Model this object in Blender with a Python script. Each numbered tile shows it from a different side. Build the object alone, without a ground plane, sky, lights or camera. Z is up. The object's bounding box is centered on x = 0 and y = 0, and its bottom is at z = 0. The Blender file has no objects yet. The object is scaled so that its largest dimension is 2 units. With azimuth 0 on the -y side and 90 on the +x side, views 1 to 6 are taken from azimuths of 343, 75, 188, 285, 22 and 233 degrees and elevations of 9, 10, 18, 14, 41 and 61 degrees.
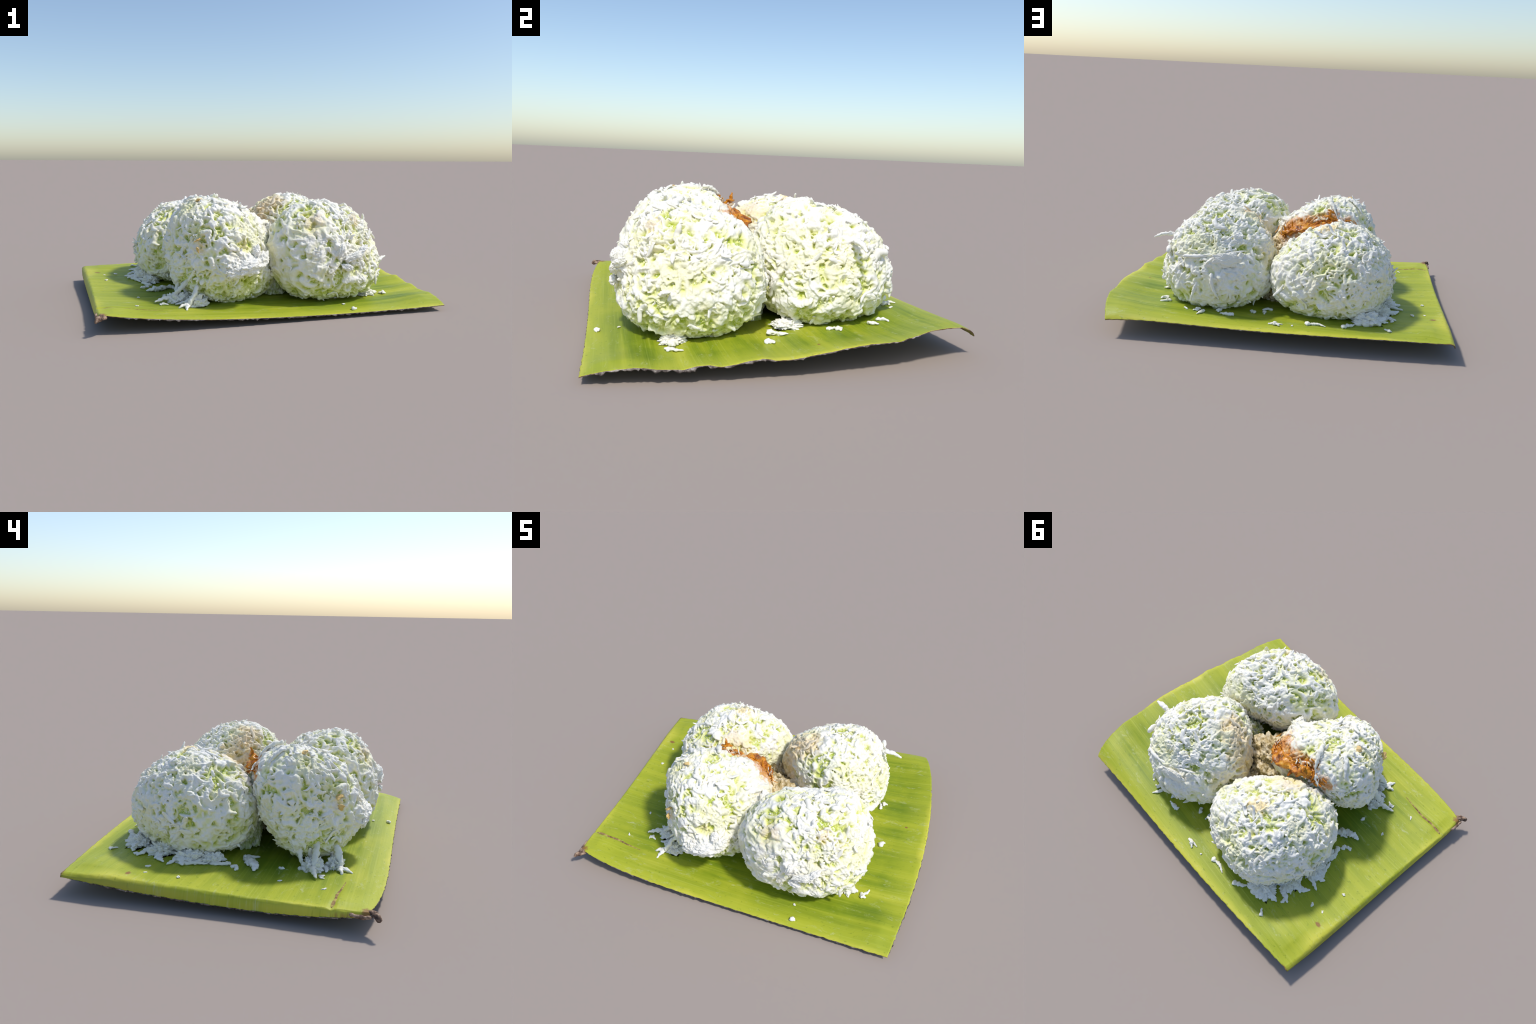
# Four pandan rice balls rolled in grated coconut, on a cut square of banana leaf.
import bpy, bmesh, math
import numpy as np
from mathutils import Vector, Matrix, Quaternion

rng = np.random.default_rng(20)
COL = bpy.context.scene.collection

# ---------------------------------------------------------------- small tools
_perm = np.random.default_rng(5).permutation(512)
_perm = np.concatenate([_perm, _perm, _perm])
_grad = np.random.default_rng(6).normal(size=(512, 3))
_grad /= np.linalg.norm(_grad, axis=1, keepdims=True)


def perlin(p):
    """Gradient noise of an (n, 3) array, about -0.7 .. 0.7."""
    i = np.floor(p).astype(int)
    f = p - i
    w = f * f * f * (f * (f * 6 - 15) + 10)
    i &= 511
    out = 0.0
    for dx in (0, 1):
        for dy in (0, 1):
            for dz in (0, 1):
                h = _perm[_perm[_perm[(i[:, 0] + dx) & 511] + ((i[:, 1] + dy) & 511)] + ((i[:, 2] + dz) & 511)]
                g = _grad[h & 511]
                d = (g * (f - [dx, dy, dz])).sum(1)
                ww = (w[:, 0] if dx else 1 - w[:, 0]) * (w[:, 1] if dy else 1 - w[:, 1]) * (w[:, 2] if dz else 1 - w[:, 2])
                out = out + d * ww
    return out


def fbm(p, octaves=3):
    s, a = 0.0, 1.0
    for _ in range(octaves):
        s = s + a * perlin(p)
        p = p * 2.03 + 17.3
        a *= 0.5
    return s


def empty(name, loc, label, category):
    o = bpy.data.objects.new(name, None)
    o.empty_display_size = 0.1
    o.location = loc
    o["label"] = label
    o["category"] = category
    COL.objects.link(o)
    return o


def add(name, mesh, parent, world=(0, 0, 0), mat=None, smooth=True):
    o = bpy.data.objects.new(name, mesh)
    o.parent = parent
    o.location = Vector(world) - parent.location
    if mat and not mesh.materials:
        mesh.materials.append(mat)
    if smooth:
        mesh.polygons.foreach_set("use_smooth", [True] * len(mesh.polygons))
    COL.objects.link(o)
    return o


def mesh_from(name, verts, faces):
    m = bpy.data.meshes.new(name)
    m.from_pydata(np.asarray(verts).tolist(), [], np.asarray(faces).tolist() if not isinstance(faces, list) else faces)
    m.update()
    return m


# ---------------------------------------------------------------- node helper
class Nodes:
    def __init__(self, name):
        self.mat = bpy.data.materials.new(name)
        self.mat.use_nodes = True
        self.t = self.mat.node_tree
        self.n = self.t.nodes
        self.bsdf = self.n["Principled BSDF"]
        self.tc = self.n.new("ShaderNodeTexCoord")
        self.obj = self.tc.outputs["Object"]

    def put(self, sock, v):
        if hasattr(v, "is_linked") or hasattr(v, "links"):
            self.t.links.new(v, sock)
        else:
            sock.default_value = v

    def math(self, op, a, b=0.0, c=None, clamp=False):
        k = self.n.new("ShaderNodeMath")
        k.operation = op
        k.use_clamp = clamp
        self.put(k.inputs[0], a)
        self.put(k.inputs[1], b)
        if c is not None:
            self.put(k.inputs[2], c)
        return k.outputs[0]

    def vec(self, op, a, b=None, scale=None):
        k = self.n.new("ShaderNodeVectorMath")
        k.operation = op
        self.put(k.inputs[0], a)
        if b is not None:
            self.put(k.inputs[1], b)
        if scale is not None:
            self.put(k.inputs["Scale"], scale)
        return k.outputs["Value"] if op in ("LENGTH", "DISTANCE", "DOT_PRODUCT") else k.outputs["Vector"]

    def sep(self, v):
        k = self.n.new("ShaderNodeSeparateXYZ")
        self.put(k.inputs[0], v)
        return k.outputs

    def scaled(self, s):
        return self.vec("MULTIPLY", self.obj, s)

    def noise(self, vec, scale, detail=3.0, rough=0.55, distort=0.0):
        k = self.n.new("ShaderNodeTexNoise")
        self.put(k.inputs["Vector"], vec)
        k.inputs["Scale"].default_value = scale
        k.inputs["Detail"].default_value = detail
        k.inputs["Roughness"].default_value = rough
        k.inputs["Distortion"].default_value = distort
        return k.outputs["Fac"]

    def remap(self, v, a, b, lo=0.0, hi=1.0, smooth=False):
        k = self.n.new("ShaderNodeMapRange")
        k.clamp = True
        if smooth:
            k.interpolation_type = "SMOOTHSTEP"
        self.put(k.inputs["Value"], v)
        k.inputs["From Min"].default_value = a
        k.inputs["From Max"].default_value = b
        k.inputs["To Min"].default_value = lo
        k.inputs["To Max"].default_value = hi
        return k.outputs[0]

    def ramp(self, v, stops):
        k = self.n.new("ShaderNodeValToRGB")
        self.put(k.inputs[0], v)
        e = k.color_ramp.elements
        while len(e) < len(stops):
            e.new(0.5)
        for el, (p, c) in zip(e, stops):
            el.position = p
            el.color = (*c, 1)
        return k.outputs[0]

    def mix(self, f, a, b):
        k = self.n.new("ShaderNodeMix")
        k.data_type = "RGBA"
        self.put(k.inputs["Factor"], f)
        self.put(k.inputs["A"], a if hasattr(a, "links") else (*a, 1))
        self.put(k.inputs["B"], b if hasattr(b, "links") else (*b, 1))
        return k.outputs["Result"]

    def finish(self, color, rough=0.7, spec=0.25, bump=None, strength=0.3, dist=0.004, **kw):
        self.put(self.bsdf.inputs["Base Color"], color)
        self.put(self.bsdf.inputs["Roughness"], rough)
        self.bsdf.inputs["Specular IOR Level"].default_value = spec
        for k, v in kw.items():
            self.bsdf.inputs[k.replace("_", " ")].default_value = v
        if bump is not None:
            b = self.n.new("ShaderNodeBump")
            b.inputs["Strength"].default_value = strength
            b.inputs["Distance"].default_value = dist
            self.put(b.inputs["Height"], bump)
            self.t.links.new(b.outputs[0], self.bsdf.inputs["Normal"])
        return self.mat


# ---------------------------------------------------------------- palette
WHITE = (0.90, 0.875, 0.795)
CREAM = (0.90, 0.82, 0.60)
PALE = (0.72, 0.77, 0.42)
GREEN = (0.45, 0.51, 0.045)
DEEP = (0.33, 0.44, 0.04)
TAN = (0.80, 0.59, 0.27)
AMBER = (0.62, 0.22, 0.015)
BROWN = (0.20, 0.06, 0.01)

# ---------------------------------------------------------------- the leaf
# Bezier control points of the four cut edges (top face of the blade)
EDGE = {
    "front": [(-0.935, -0.745, 0.098), (-0.646, -0.812, 0.058), (-0.313, -0.791, 0.034), (0.074, -0.782, 0.022), (0.499, -0.787, 0.015), (0.941, -0.798, 0.030)],
    "right": [(0.941, -0.798, 0.030), (0.968, -0.565, 0.098), (1.042, -0.090, 0.028), (1.026, 0.413, 0.115), (0.880, 0.725, 0.215), (0.850, 0.802, 0.091)],
    "back": [(-0.970, 0.664, 0.103), (-0.567, 0.705, 0.100), (-0.174, 0.756, 0.110), (0.192, 0.753, 0.069), (0.533, 0.779, 0.125), (0.850, 0.802, 0.091)],
    "left": [(-0.935, -0.745, 0.098), (-0.960, -0.560, 0.096), (-0.940, -0.25, 0.084), (-0.955, 0.05, 0.093), (-0.968, 0.36, 0.120), (-0.970, 0.664, 0.103)],
}


def bezier(ctrl, t):
    c = np.array(ctrl)
    n = len(c) - 1
    return sum(math.comb(n, i) * (t ** i * (1 - t) ** (n - i))[:, None] * c[i] for i in range(n + 1))


NU, NV, NL = 260, 220, 12
u = np.linspace(0, 1, NU)
v = np.linspace(0, 1, NV)
F, Bk, L, Rt = bezier(EDGE["front"], u), bezier(EDGE["back"], u), bezier(EDGE["left"], v), bezier(EDGE["right"], v)
U, V = u[:, None, None], v[None, :, None]
blade = ((1 - V) * F[:, None] + V * Bk[:, None] + (1 - U) * L[None] + U * Rt[None]
         - ((1 - U) * (1 - V) * F[0] + U * (1 - V) * F[-1] + (1 - U) * V * Bk[0] + U * V * Bk[-1]))
X, Y = blade[..., 0], blade[..., 1]
# ribs run across the leaf (along x); they ripple the cut edge on the right
flat = np.stack([X.ravel() * 0.6, Y.ravel() * 6.0, 0 * X.ravel()], 1)
rib = perlin(flat).reshape(X.shape)
fine = perlin(np.stack([X.ravel() * 0.8, Y.ravel() * 26.0, 0 * X.ravel() + 4], 1)).reshape(X.shape)
blade[..., 2] += rib * 0.005 + fine * 0.002
# scalloped height of the cut edge on the right, fading inwards along the ribs
SCALLOP = np.array([(-0.80, 0.0), (-0.747, 0.003), (-0.693, 0.007), (-0.602, 0.008), (-0.529, -0.004), (-0.448, -0.010), (-0.391, 0.0), (-0.353, 0.001), (-0.308, -0.008), (-0.223, 0.004), (-0.164, 0.011),
                    (-0.11, -0.001), (-0.041, -0.003), (0.05, 0.004), (0.166, 0.008), (0.265, 0.006), (0.321, -0.001), (0.394, -0.008), (0.436, -0.001), (0.548, 0.016), (0.624, 0.011), (0.707, 0.008), (0.80, 0.0)])
blade[..., 2] += np.interp(Y, SCALLOP[:, 0], SCALLOP[:, 1]) * np.clip((U[..., 0] - 0.62) / 0.38, 0, 1) ** 1.3
# the weight of the balls presses the middle down; the corners stay up
inner = lambda d: 1 - (1 - np.clip(d / 0.30, 0, 1)) ** 2
blade[..., 2] -= (0.015 + 0.004 * X + 0.010 * Y + 0.014 * np.exp(-((X - 0.05) ** 2 + (Y - 0.50) ** 2) / 0.05) + 0.013 * np.exp(-((X - 0.68) ** 2 + (Y - 0.45) ** 2) / 0.05)) * inner(np.minimum(X + 0.955, 0.97 - X)) * inner(np.minimum(Y + 0.79, 0.74 + 0.07 * X - Y))
for cx, cy, hh in ((-0.85, 0.56, 0.015), (0.85, -0.68, 0.012), (-0.86, -0.62, 0.012), (0.80, 0.68, 0.006)):
    blade[..., 2] += hh * np.exp(-((X - cx) ** 2 + (Y - cy) ** 2) / 0.012) * np.clip(np.minimum(np.minimum(U, 1 - U), np.minimum(V, 1 - V))[..., 0] / 0.04, 0, 1)
# crease of the tear near the stem corner
TEAR = np.array([(-0.936, -0.583), (-0.87, -0.590), (-0.79, -0.588), (-0.70, -0.598), (-0.62, -0.606)])
ty = np.interp(X, TEAR[:, 0], TEAR[:, 1])
blade[..., 2] -= 0.006 * np.exp(-((Y - ty) / 0.012) ** 2) * np.clip((-0.60 - X) / 0.2, 0, 1)
# rolled-down lip along the left (midrib) side
lip_y = np.array([-0.76, -0.64, -0.50, -0.33, -0.11, 0.08, 0.28, 0.48, 0.65])
lip_z = np.array([0.072, 0.066, 0.050, 0.041, 0.042, 0.049, 0.059, 0.074, 0.083])
lip_x = np.array([-0.950, -0.962, -0.965, -0.969, -0.976, -0.984, -0.992, -0.999, -0.998])
Lz = np.interp(blade[0, :, 1], lip_y, lip_z)
Lx = np.interp(blade[0, :, 1], lip_y, lip_x)
rows = []
for k in range(NL):
    a = (1 - k / NL) * math.pi / 2 * 1.1
    c = np.cos(min(a, math.pi / 2) if a > math.pi / 2 else a)
    row = blade[0].copy()
    row[:, 0] = blade[0, :, 0] + (Lx - blade[0, :, 0]) * math.sin(min(a, math.pi / 2))
    row[:, 2] = blade[0, :, 2] + (Lz - blade[0, :, 2]) * (1 - c)
    row[:, 2] += 0.003 * perlin(np.stack([row[:, 1] * 22, row[:, 0] * 0 + k * 0.4, row[:, 0] * 0], 1))
    rows.append(row)
top = np.concatenate([np.array(rows), blade], 0)
M_, N_ = top.shape[:2]
# ragged cut edges
jit = lambda s, k: perlin(np.stack([np.linspace(0, s, M_ if k < 2 else N_), np.zeros(M_ if k < 2 else N_) + k, np.zeros(M_ if k < 2 else N_)], 1))
for k, (sl, ax, n) in enumerate([((slice(None), 0), 1, M_), ((slice(None), -1), 1, M_), ((0, slice(None)), 2, N_), ((-1, slice(None)), 0, N_)]):
    top[sl][..., ax] += 0.006 * jit(55, k) + 0.004 * jit(160, k)
TOPXY, TOPZ = top[NL:].reshape(-1, 3)[:, :2], top[NL:].reshape(-1, 3)[:, 2]


def leaf_z(x, y):
    return float(TOPZ[np.argmin((TOPXY[:, 0] - x) ** 2 + (TOPXY[:, 1] - y) ** 2)])


def leaf_mesh():
    thick = 0.004
    bot = top.copy()
    under = 0.002 * np.abs(fbm(np.stack([top[..., 0].ravel() * 14, top[..., 1].ravel() * 14, top[..., 2].ravel() * 0], 1), 3)).reshape(M_, N_)
    bot[..., 2] -= thick + under
    # the rolled lip is thickened inwards instead of downwards
    bot[:NL, :, 0] += np.linspace(0.006, 0.0, NL)[:, None]
    bot[:NL, :, 2] += np.linspace(thick * 0.8, 0, NL)[:, None]
    bot[..., 2] = np.maximum(bot[..., 2], 0.0)
    inset = 0.001
    bot[:, 0, 1] += inset
    bot[:, -1, 1] -= inset
    bot[-1, :, 0] -= inset
    idx = np.arange(M_ * N_).reshape(M_, N_)
    q = lambda a, b, c, d: np.stack([a.ravel(), b.ravel(), c.ravel(), d.ravel()], 1)
    ft = q(idx[:-1, :-1], idx[1:, :-1], idx[1:, 1:], idx[:-1, 1:])
    fb = ft[:, ::-1] + M_ * N_
    o = M_ * N_
    ring = np.concatenate([idx[:, 0], idx[-1, 1:], idx[-2::-1, -1], idx[0, -2:0:-1]])
    nx = np.roll(ring, -1)
    fs = np.stack([ring, ring + o, nx + o, nx], 1)
    m = mesh_from("leaf_blade", np.concatenate([top.reshape(-1, 3), bot.reshape(-1, 3)]), np.concatenate([ft, fb, fs]))
    m.polygons.foreach_set("material_index", [0] * len(ft) + [1] * len(fb) + [2] * len(fs))
    return m


def leaf_material():
    k = Nodes("banana_leaf_green")
    x, y, z = k.sep(k.obj)
    streak = k.noise(k.scaled((0.5, 9.0, 0.0)), 3.0, 4, 0.6, 0.2)
    hair = k.noise(k.scaled((0.35, 30.0, 0.0)), 4.0, 3, 0.6)
    patch = k.noise(k.obj, 2.6, 4, 0.6)
    speck = k.noise(k.scaled((0.6, 1.0, 0.0)), 60.0, 2, 0.6)
    band = k.noise(k.scaled((0.25, 4.0, 0.0)), 2.2, 2, 0.5)
    f = k.math("ADD", k.math("ADD", k.math("MULTIPLY", streak, 0.25), k.math("MULTIPLY", patch, 0.4)), k.math("MULTIPLY", band, 0.45))
    col = k.ramp(f, [(0.44, (0.150, 0.225, 0.009)), (0.52, (0.240, 0.308, 0.013)), (0.58, (0.320, 0.368, 0.018)), (0.68, (0.435, 0.455, 0.036))])
    # paler and yellower towards the cut edges
    dl, dr = k.math("ADD", x, 0.985), k.math("SUBTRACT", 0.985, x)
    df, db = k.math("ADD", y, 0.795), k.math("SUBTRACT", k.math("ADD", 0.738, k.math("MULTIPLY", x, 0.075)), y)
    d = k.math("MINIMUM", k.math("MINIMUM", k.math("MULTIPLY", dl, 0.45), dr), k.math("MINIMUM", df, db))
    d = k.math("ADD", d, k.math("MULTIPLY", k.math("SUBTRACT", patch, 0.5), 0.14))
    col = k.mix(k.remap(d, 0.16, 0.0, 0, 0.7), col, (0.470, 0.500, 0.038))
    col = k.mix(k.remap(d, 0.026, -0.01, 0, 0.6), col, (0.68, 0.62, 0.07))
    # fine pale ribs and dark hair lines along the ribs
    col = k.mix(k.remap(hair, 0.54, 0.70, 0, 0.3), col, (0.52, 0.56, 0.10))
    col = k.mix(k.remap(hair, 0.42, 0.30, 0, 0.15), col, (0.18, 0.28, 0.01))
    col = k.mix(k.remap(speck, 0.62, 0.70, 0, 0.4), col, (0.14, 0.21, 0.01))
    # dull scuffs
    scuff = k.noise(k.scaled((1.0, 2.4, 0.0)), 9.0, 5, 0.75, 0.8)
    col = k.mix(k.math("MULTIPLY", k.remap(scuff, 0.56, 0.70, 0, 0.5), k.remap(speck, 0.4, 0.55)), col, (0.55, 0.58, 0.30))
    # brown blemishes
    for cx, cy, sx, sy in ((-0.905, 0.366, 0.021, 0.013), (-0.955, -0.735, 0.045, 0.030), (-0.978, -0.665, 0.020, 0.090), (0.03, 0.62, 0.004, 0.004), (0.86, 0.10, 0.010, 0.006), (-0.985, 0.668, 0.03, 0.016)):
        e = k.vec("LENGTH", k.vec("MULTIPLY", k.vec("SUBTRACT", k.obj, (cx, cy, 0.1)), (1 / sx, 1 / sy, 0.0)))
        e = k.math("ADD", e, k.math("MULTIPLY", k.math("SUBTRACT", speck, 0.5), 1.6))
        col = k.mix(k.remap(e, 1.15, 0.6, 0, 0.9), col, (0.27, 0.12, 0.04))
    col = k.mix(k.remap(k.math("ADD", x, k.math("MULTIPLY", k.math("SUBTRACT", patch, 0.5), 0.03)), -0.968, -0.996, 0, 0.55), col, (0.26, 0.25, 0.03))  # darker olive on the rolled lip: dried tissue plus baked shade painted into the colour
    bump = k.math("ADD", k.math("MULTIPLY", hair, 0.7), k.math("MULTIPLY", speck, 0.25))
    return k.finish(col, 0.5, 0.3, bump, 0.25, 0.004)


def plain(name, stops, scale=30, rough=0.8, stretch=(1, 1, 1), bump=0.4, spec=0.2):
    k = Nodes(name)
    f = k.noise(k.scaled(stretch), scale, 4, 0.65)
    return k.finish(k.ramp(f, stops), rough, spec, f, bump, 0.006)


UNDER = plain("leaf_underside", [(0.35, (0.20, 0.19, 0.03)), (0.6, (0.30, 0.29, 0.08))], 12)
RIM = plain("dried_cut_edge", [(0.38, (0.10, 0.06, 0.045)), (0.52, (0.30, 0.20, 0.09)), (0.66, (0.50, 0.42, 0.20))], 26)
DRY = plain("dried_stem_brown", [(0.36, (0.06, 0.04, 0.035)), (0.50, (0.24, 0.15, 0.10)), (0.62, (0.46, 0.33, 0.23))], 38)

leaf = empty("banana_leaf", (0, 0, 0.0), "square cut piece of yellow green banana leaf, ribbed, ragged edges", "banana leaf")
lm = leaf_mesh()
for m in (leaf_material(), UNDER, RIM):
    lm.materials.append(m)
add("leaf_blade", lm, leaf)


def tube(path, radii, sides=10, flat=1.0, seed=0, rough=0.15, freq=40.0):
    """Tapered, lumpy strand along a path; flat < 1 squashes it into a ribbon."""
    path = np.asarray(path, float)
    n = len(path)
    tan = np.gradient(path, axis=0)
    tan /= np.linalg.norm(tan, axis=1, keepdims=True) + 1e-9
    up = np.array([0.0, 0.0, 1.0])
    if abs(tan[:, 2]).mean() > 0.8:
        up = np.array([1.0, 0.0, 0.0])
    side = np.cross(tan, up)
    side /= np.linalg.norm(side, axis=1, keepdims=True) + 1e-9
    nor = np.cross(side, tan)
    a = np.linspace(0, 2 * math.pi, sides, endpoint=False)
    r = np.asarray(radii)[:, None]
    V_ = path[:, None] + (np.cos(a)[None, :, None] * side[:, None] + flat * np.sin(a)[None, :, None] * nor[:, None]) * r[..., None]
    V_ = V_.reshape(-1, 3)
    c = np.repeat(path, sides, 0)
    V_ = c + (V_ - c) * (1 + rough * 2.2 * perlin(V_ * freq + seed * 7.7))[:, None]
    faces = []
    for i in range(n - 1):
        for j in range(sides):
            k = (j + 1) % sides
            faces.append((i * sides + j, i * sides + k, (i + 1) * sides + k, (i + 1) * sides + j))
    faces.append(tuple(range(sides))[::-1])
    faces.append(tuple((n - 1) * sides + j for j in range(sides)))
    return V_, faces


def strand(p0, p1, w, bend=(0, 0, 0), n=12, blunt=0.45, taper=0.0):
    t = np.linspace(0, 1, n)[:, None]
    path = np.array(p0) * (1 - t) + np.array(p1) * t + np.array(bend) * (4 * t * (1 - t))
    tt = t[:, 0]
    rad = w * (blunt + (1 - blunt) * np.sin(np.pi * np.clip(tt, 0.0, 1.0)) ** 0.7)
    rad = rad * (1 + taper * (0.5 - tt))
    rad[0] *= 0.45
    rad[-1] *= 0.35
    return path, rad


# dried stem stub at one corner, a torn tear beside it, a drooping tip opposite
for i, (a, b, w, bd) in enumerate([((-0.925, -0.735, 0.088), (-0.970, -0.788, 0.070), 0.0125, (0.0, -0.006, 0.008)),
                                   ((-0.915, -0.742, 0.080), (-0.952, -0.778, 0.080), 0.010, (0.004, -0.004, 0.006)),
                                   ((-0.956, -0.660, 0.080), (-0.952, -0.755, 0.078), 0.009, (-0.006, 0.0, -0.002))]):
    V_, F_ = tube(*strand(a, b, w, bd, 18, 0.7), sides=14, seed=i, rough=0.35, freq=60)
    o_ = np.array([-0.93, -0.75, 0.08])
    add("dried_stem", mesh_from("dried_stem", V_ - o_, F_), leaf, o_, DRY)


def fringe(a, b, edge, drop, out, seed):
    """Dry torn fibres hanging under a cut edge, from share a to share b of it."""
    sel = np.arange(int(a * len(edge)), int(b * len(edge)))
    e = edge[sel]
    n = len(e)
    s_ = np.linspace(0, 1, n)
    q = np.stack([e[:, 0] * 38, e[:, 1] * 38, np.zeros(n) + seed], 1)
    dr = drop * np.clip(0.55 + 1.1 * fbm(q, 3) + 0.5 * perlin(q * 5), 0.12, 1.6) * np.clip(np.minimum(s_, 1 - s_) * 12, 0.1, 1)
    rows_ = [e + [0, 0, -0.001], e + np.outer(dr * 0.5, [*out, -1.0]), e + np.outer(dr, [out[0] * 0.9, out[1] * 0.9, -1.0]), e + np.outer(dr * 0.5, [*out, -1.0]) - np.array([*out, 0]) * 0.006, e - np.array([*out, 0]) * 0.006 + [0, 0, -0.003]]
    V_ = np.concatenate(rows_)
    V_[:, 2] = np.maximum(V_[:, 2], 0.0)
    F_ = [(k * n + i, k * n + i + 1, (k + 1) * n + i + 1, (k + 1) * n + i) for k in range(4) for i in range(n - 1)]
    return mesh_from("torn_fringe", V_, F_)


FRINGE = plain("dry_grey_fibre", [(0.40, (0.07, 0.055, 0.05)), (0.52, (0.20, 0.17, 0.145)), (0.66, (0.44, 0.40, 0.35))], 40)
for edge, a, b, drop, out, sd in ((top[:, 0], 0.10, 0.36, 0.012, (0, -0.2), 1), (top[:, 0], 0.36, 0.99, 0.012, (0, -0.15), 2), (top[-1], 0.01, 0.40, 0.013, (0.4, 0), 3),
                                  (top[-1], 0.40, 0.72, 0.008, (0.3, 0), 4), (top[:, -1], 0.03, 0.97, 0.005, (0, 0.3), 5), (top[0], 0.04, 0.97, 0.013, (0.1, 0), 6)):
    add("torn_fringe", fringe(a, b, edge, drop, out, sd), leaf, (0, 0, 0), FRINGE)
tt = np.linspace(0, 1, 40)
tx = TEAR[0, 0] + (TEAR[-1, 0] - TEAR[0, 0]) * tt
tp = np.stack([tx, np.interp(tx, TEAR[:, 0], TEAR[:, 1]) + 0.002 * perlin(np.stack([tx * 60, tx * 0, tx * 0], 1)), [leaf_z(a, np.interp(a, TEAR[:, 0], TEAR[:, 1])) + 0.0005 for a in tx]], 1)
V_, F_ = tube(tp, 0.0095 * (1 - tt) ** 0.8 * np.clip(tt / 0.06, 0.1, 1) + 0.0012, 10, 0.22, 3, 0.4, 60)
add("torn_slit", mesh_from("torn_slit", V_, F_), leaf, (0, 0, 0), plain("dried_slit_tan", [(0.40, (0.16, 0.09, 0.04)), (0.52, (0.34, 0.22, 0.09)), (0.62, (0.46, 0.40, 0.10))], 34))

# ---------------------------------------------------------------- rice balls
# centre and lobe weights of each hand-rolled ball (low-order lobes of its radius)
BALLS = {
    "A": ((0.420, -0.358, 0.304), (0.310, -0.021, -0.028, 0.001, 0.130, 0.035, -0.055, 0.029, -0.011, -0.017, 0.003, -0.033, -0.021, 0.014, 0.003, 0.0, -0.065, -0.011, 0.017)),
    "B": ((-0.253, -0.310, 0.305), (0.299, 0.034, -0.023, 0.019, 0.064, 0.064, -0.060, 0.037, 0.003, -0.055, -0.055, -0.015, 0.037, 0.006, -0.009, 0.0, -0.040, -0.017, 0.007)),
    "C": ((-0.345, 0.270, 0.272), (0.315, 0.005, -0.019, 0.033, 0.061, -0.028, 0.013, 0.0, -0.029, -0.048, -0.001, 0.018, 0.015, 0.008, -0.006, 0.005, 0.005, 0.031, 0.002)),
    "D": ((0.366, 0.251, 0.324), (0.314, -0.004, 0.003, -0.008, -0.006, -0.045, -0.023, -0.003, -0.023, 0.113, -0.003, -0.016, 0.007, 0.022, 0.007, -0.005, -0.059, 0.017, 0.023)),
}
# clumps of coconut (+) and pits (-): position from the ball centre, radius, height
CLUMPS = {
    "A": [((-0.004, -0.285, 0.010), 0.050, 0.022), ((0.057, -0.265, 0.033), 0.035, 0.026), ((-0.082, -0.288, 0.074), 0.035, 0.020), ((0.02, -0.28, -0.06), 0.035, -0.020)],
    "B": [((0.101, -0.288, -0.018), 0.058, 0.036), ((0.017, -0.308, -0.047), 0.052, 0.028), ((0.173, -0.238, 0.002), 0.046, 0.036), ((-0.028, -0.307, 0.0), 0.035, 0.02),
          ((0.075, -0.275, 0.060), 0.026, -0.03), ((0.10, -0.25, -0.12), 0.06, -0.022), ((0.330, 0.020, 0.135), 0.055, 0.045), ((0.30, 0.08, 0.15), 0.03, 0.03)],
    "C": [((0.06, 0.03, 0.30), 0.04, 0.014)],
    "D": [((-0.085, 0.285, 0.060), 0.075, 0.010), ((-0.170, 0.240, 0.055), 0.070, 0.010), ((-0.02, 0.30, 0.03), 0.05, 0.008), ((-0.20, -0.12, 0.21), 0.05, 0.012)],
}
# stains: position, radius, colour, strength
STAINS = {
    "A": [((-0.205, -0.235, 0.200), 0.085, TAN, 0.55), ((0.075, -0.172, 0.199), 0.050, TAN, 0.5)],
    "B": [((0.235, 0.225, 0.125), 0.125, AMBER, 1.0), ((0.12, 0.245, 0.165), 0.10, AMBER, 1.0), ((0.01, 0.225, 0.200), 0.09, AMBER, 1.0), ((-0.12, 0.195, 0.185), 0.07, AMBER, 0.9),
          ((0.30, 0.18, 0.02), 0.15, TAN, 0.8), ((0.31, 0.06, 0.10), 0.10, CREAM, 0.8), ((-0.164, -0.218, 0.075), 0.05, TAN, 0.35), ((0.10, -0.27, 0.095), 0.045, TAN, 0.4)],
    "C": [((0.062, 0.030, 0.298), 0.070, (0.90, 0.70, 0.32), 0.9), ((0.10, -0.20, 0.20), 0.13, TAN, 0.5), ((-0.02, -0.25, 0.17), 0.07, TAN, 0.4)],
    "D": [((-0.160, -0.150, 0.240), 0.115, TAN, 0.75), ((-0.27, -0.11, 0.14), 0.14, TAN, 0.8), ((-0.30, -0.12, 0.0), 0.16, TAN, 0.85), ((-0.30, 0.05, 0.05), 0.12, TAN, 0.45)],
}


# broad local bulges (+) and flats (-) on top of the lobes: position, radius, height
BULGES = {
    "A": [((-0.06, 0.11, 0.27), 0.12, -0.042), ((-0.15, 0.18, 0.05), 0.13, 0.070)],
    "B": [((0.14, 0.24, 0.04), 0.13, 0.065), ((-0.07, 0.24, 0.00), 0.13, 0.060)],
    "C": [], "D": [((0.14, -0.27, -0.10), 0.13, -0.042)],
}


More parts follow.
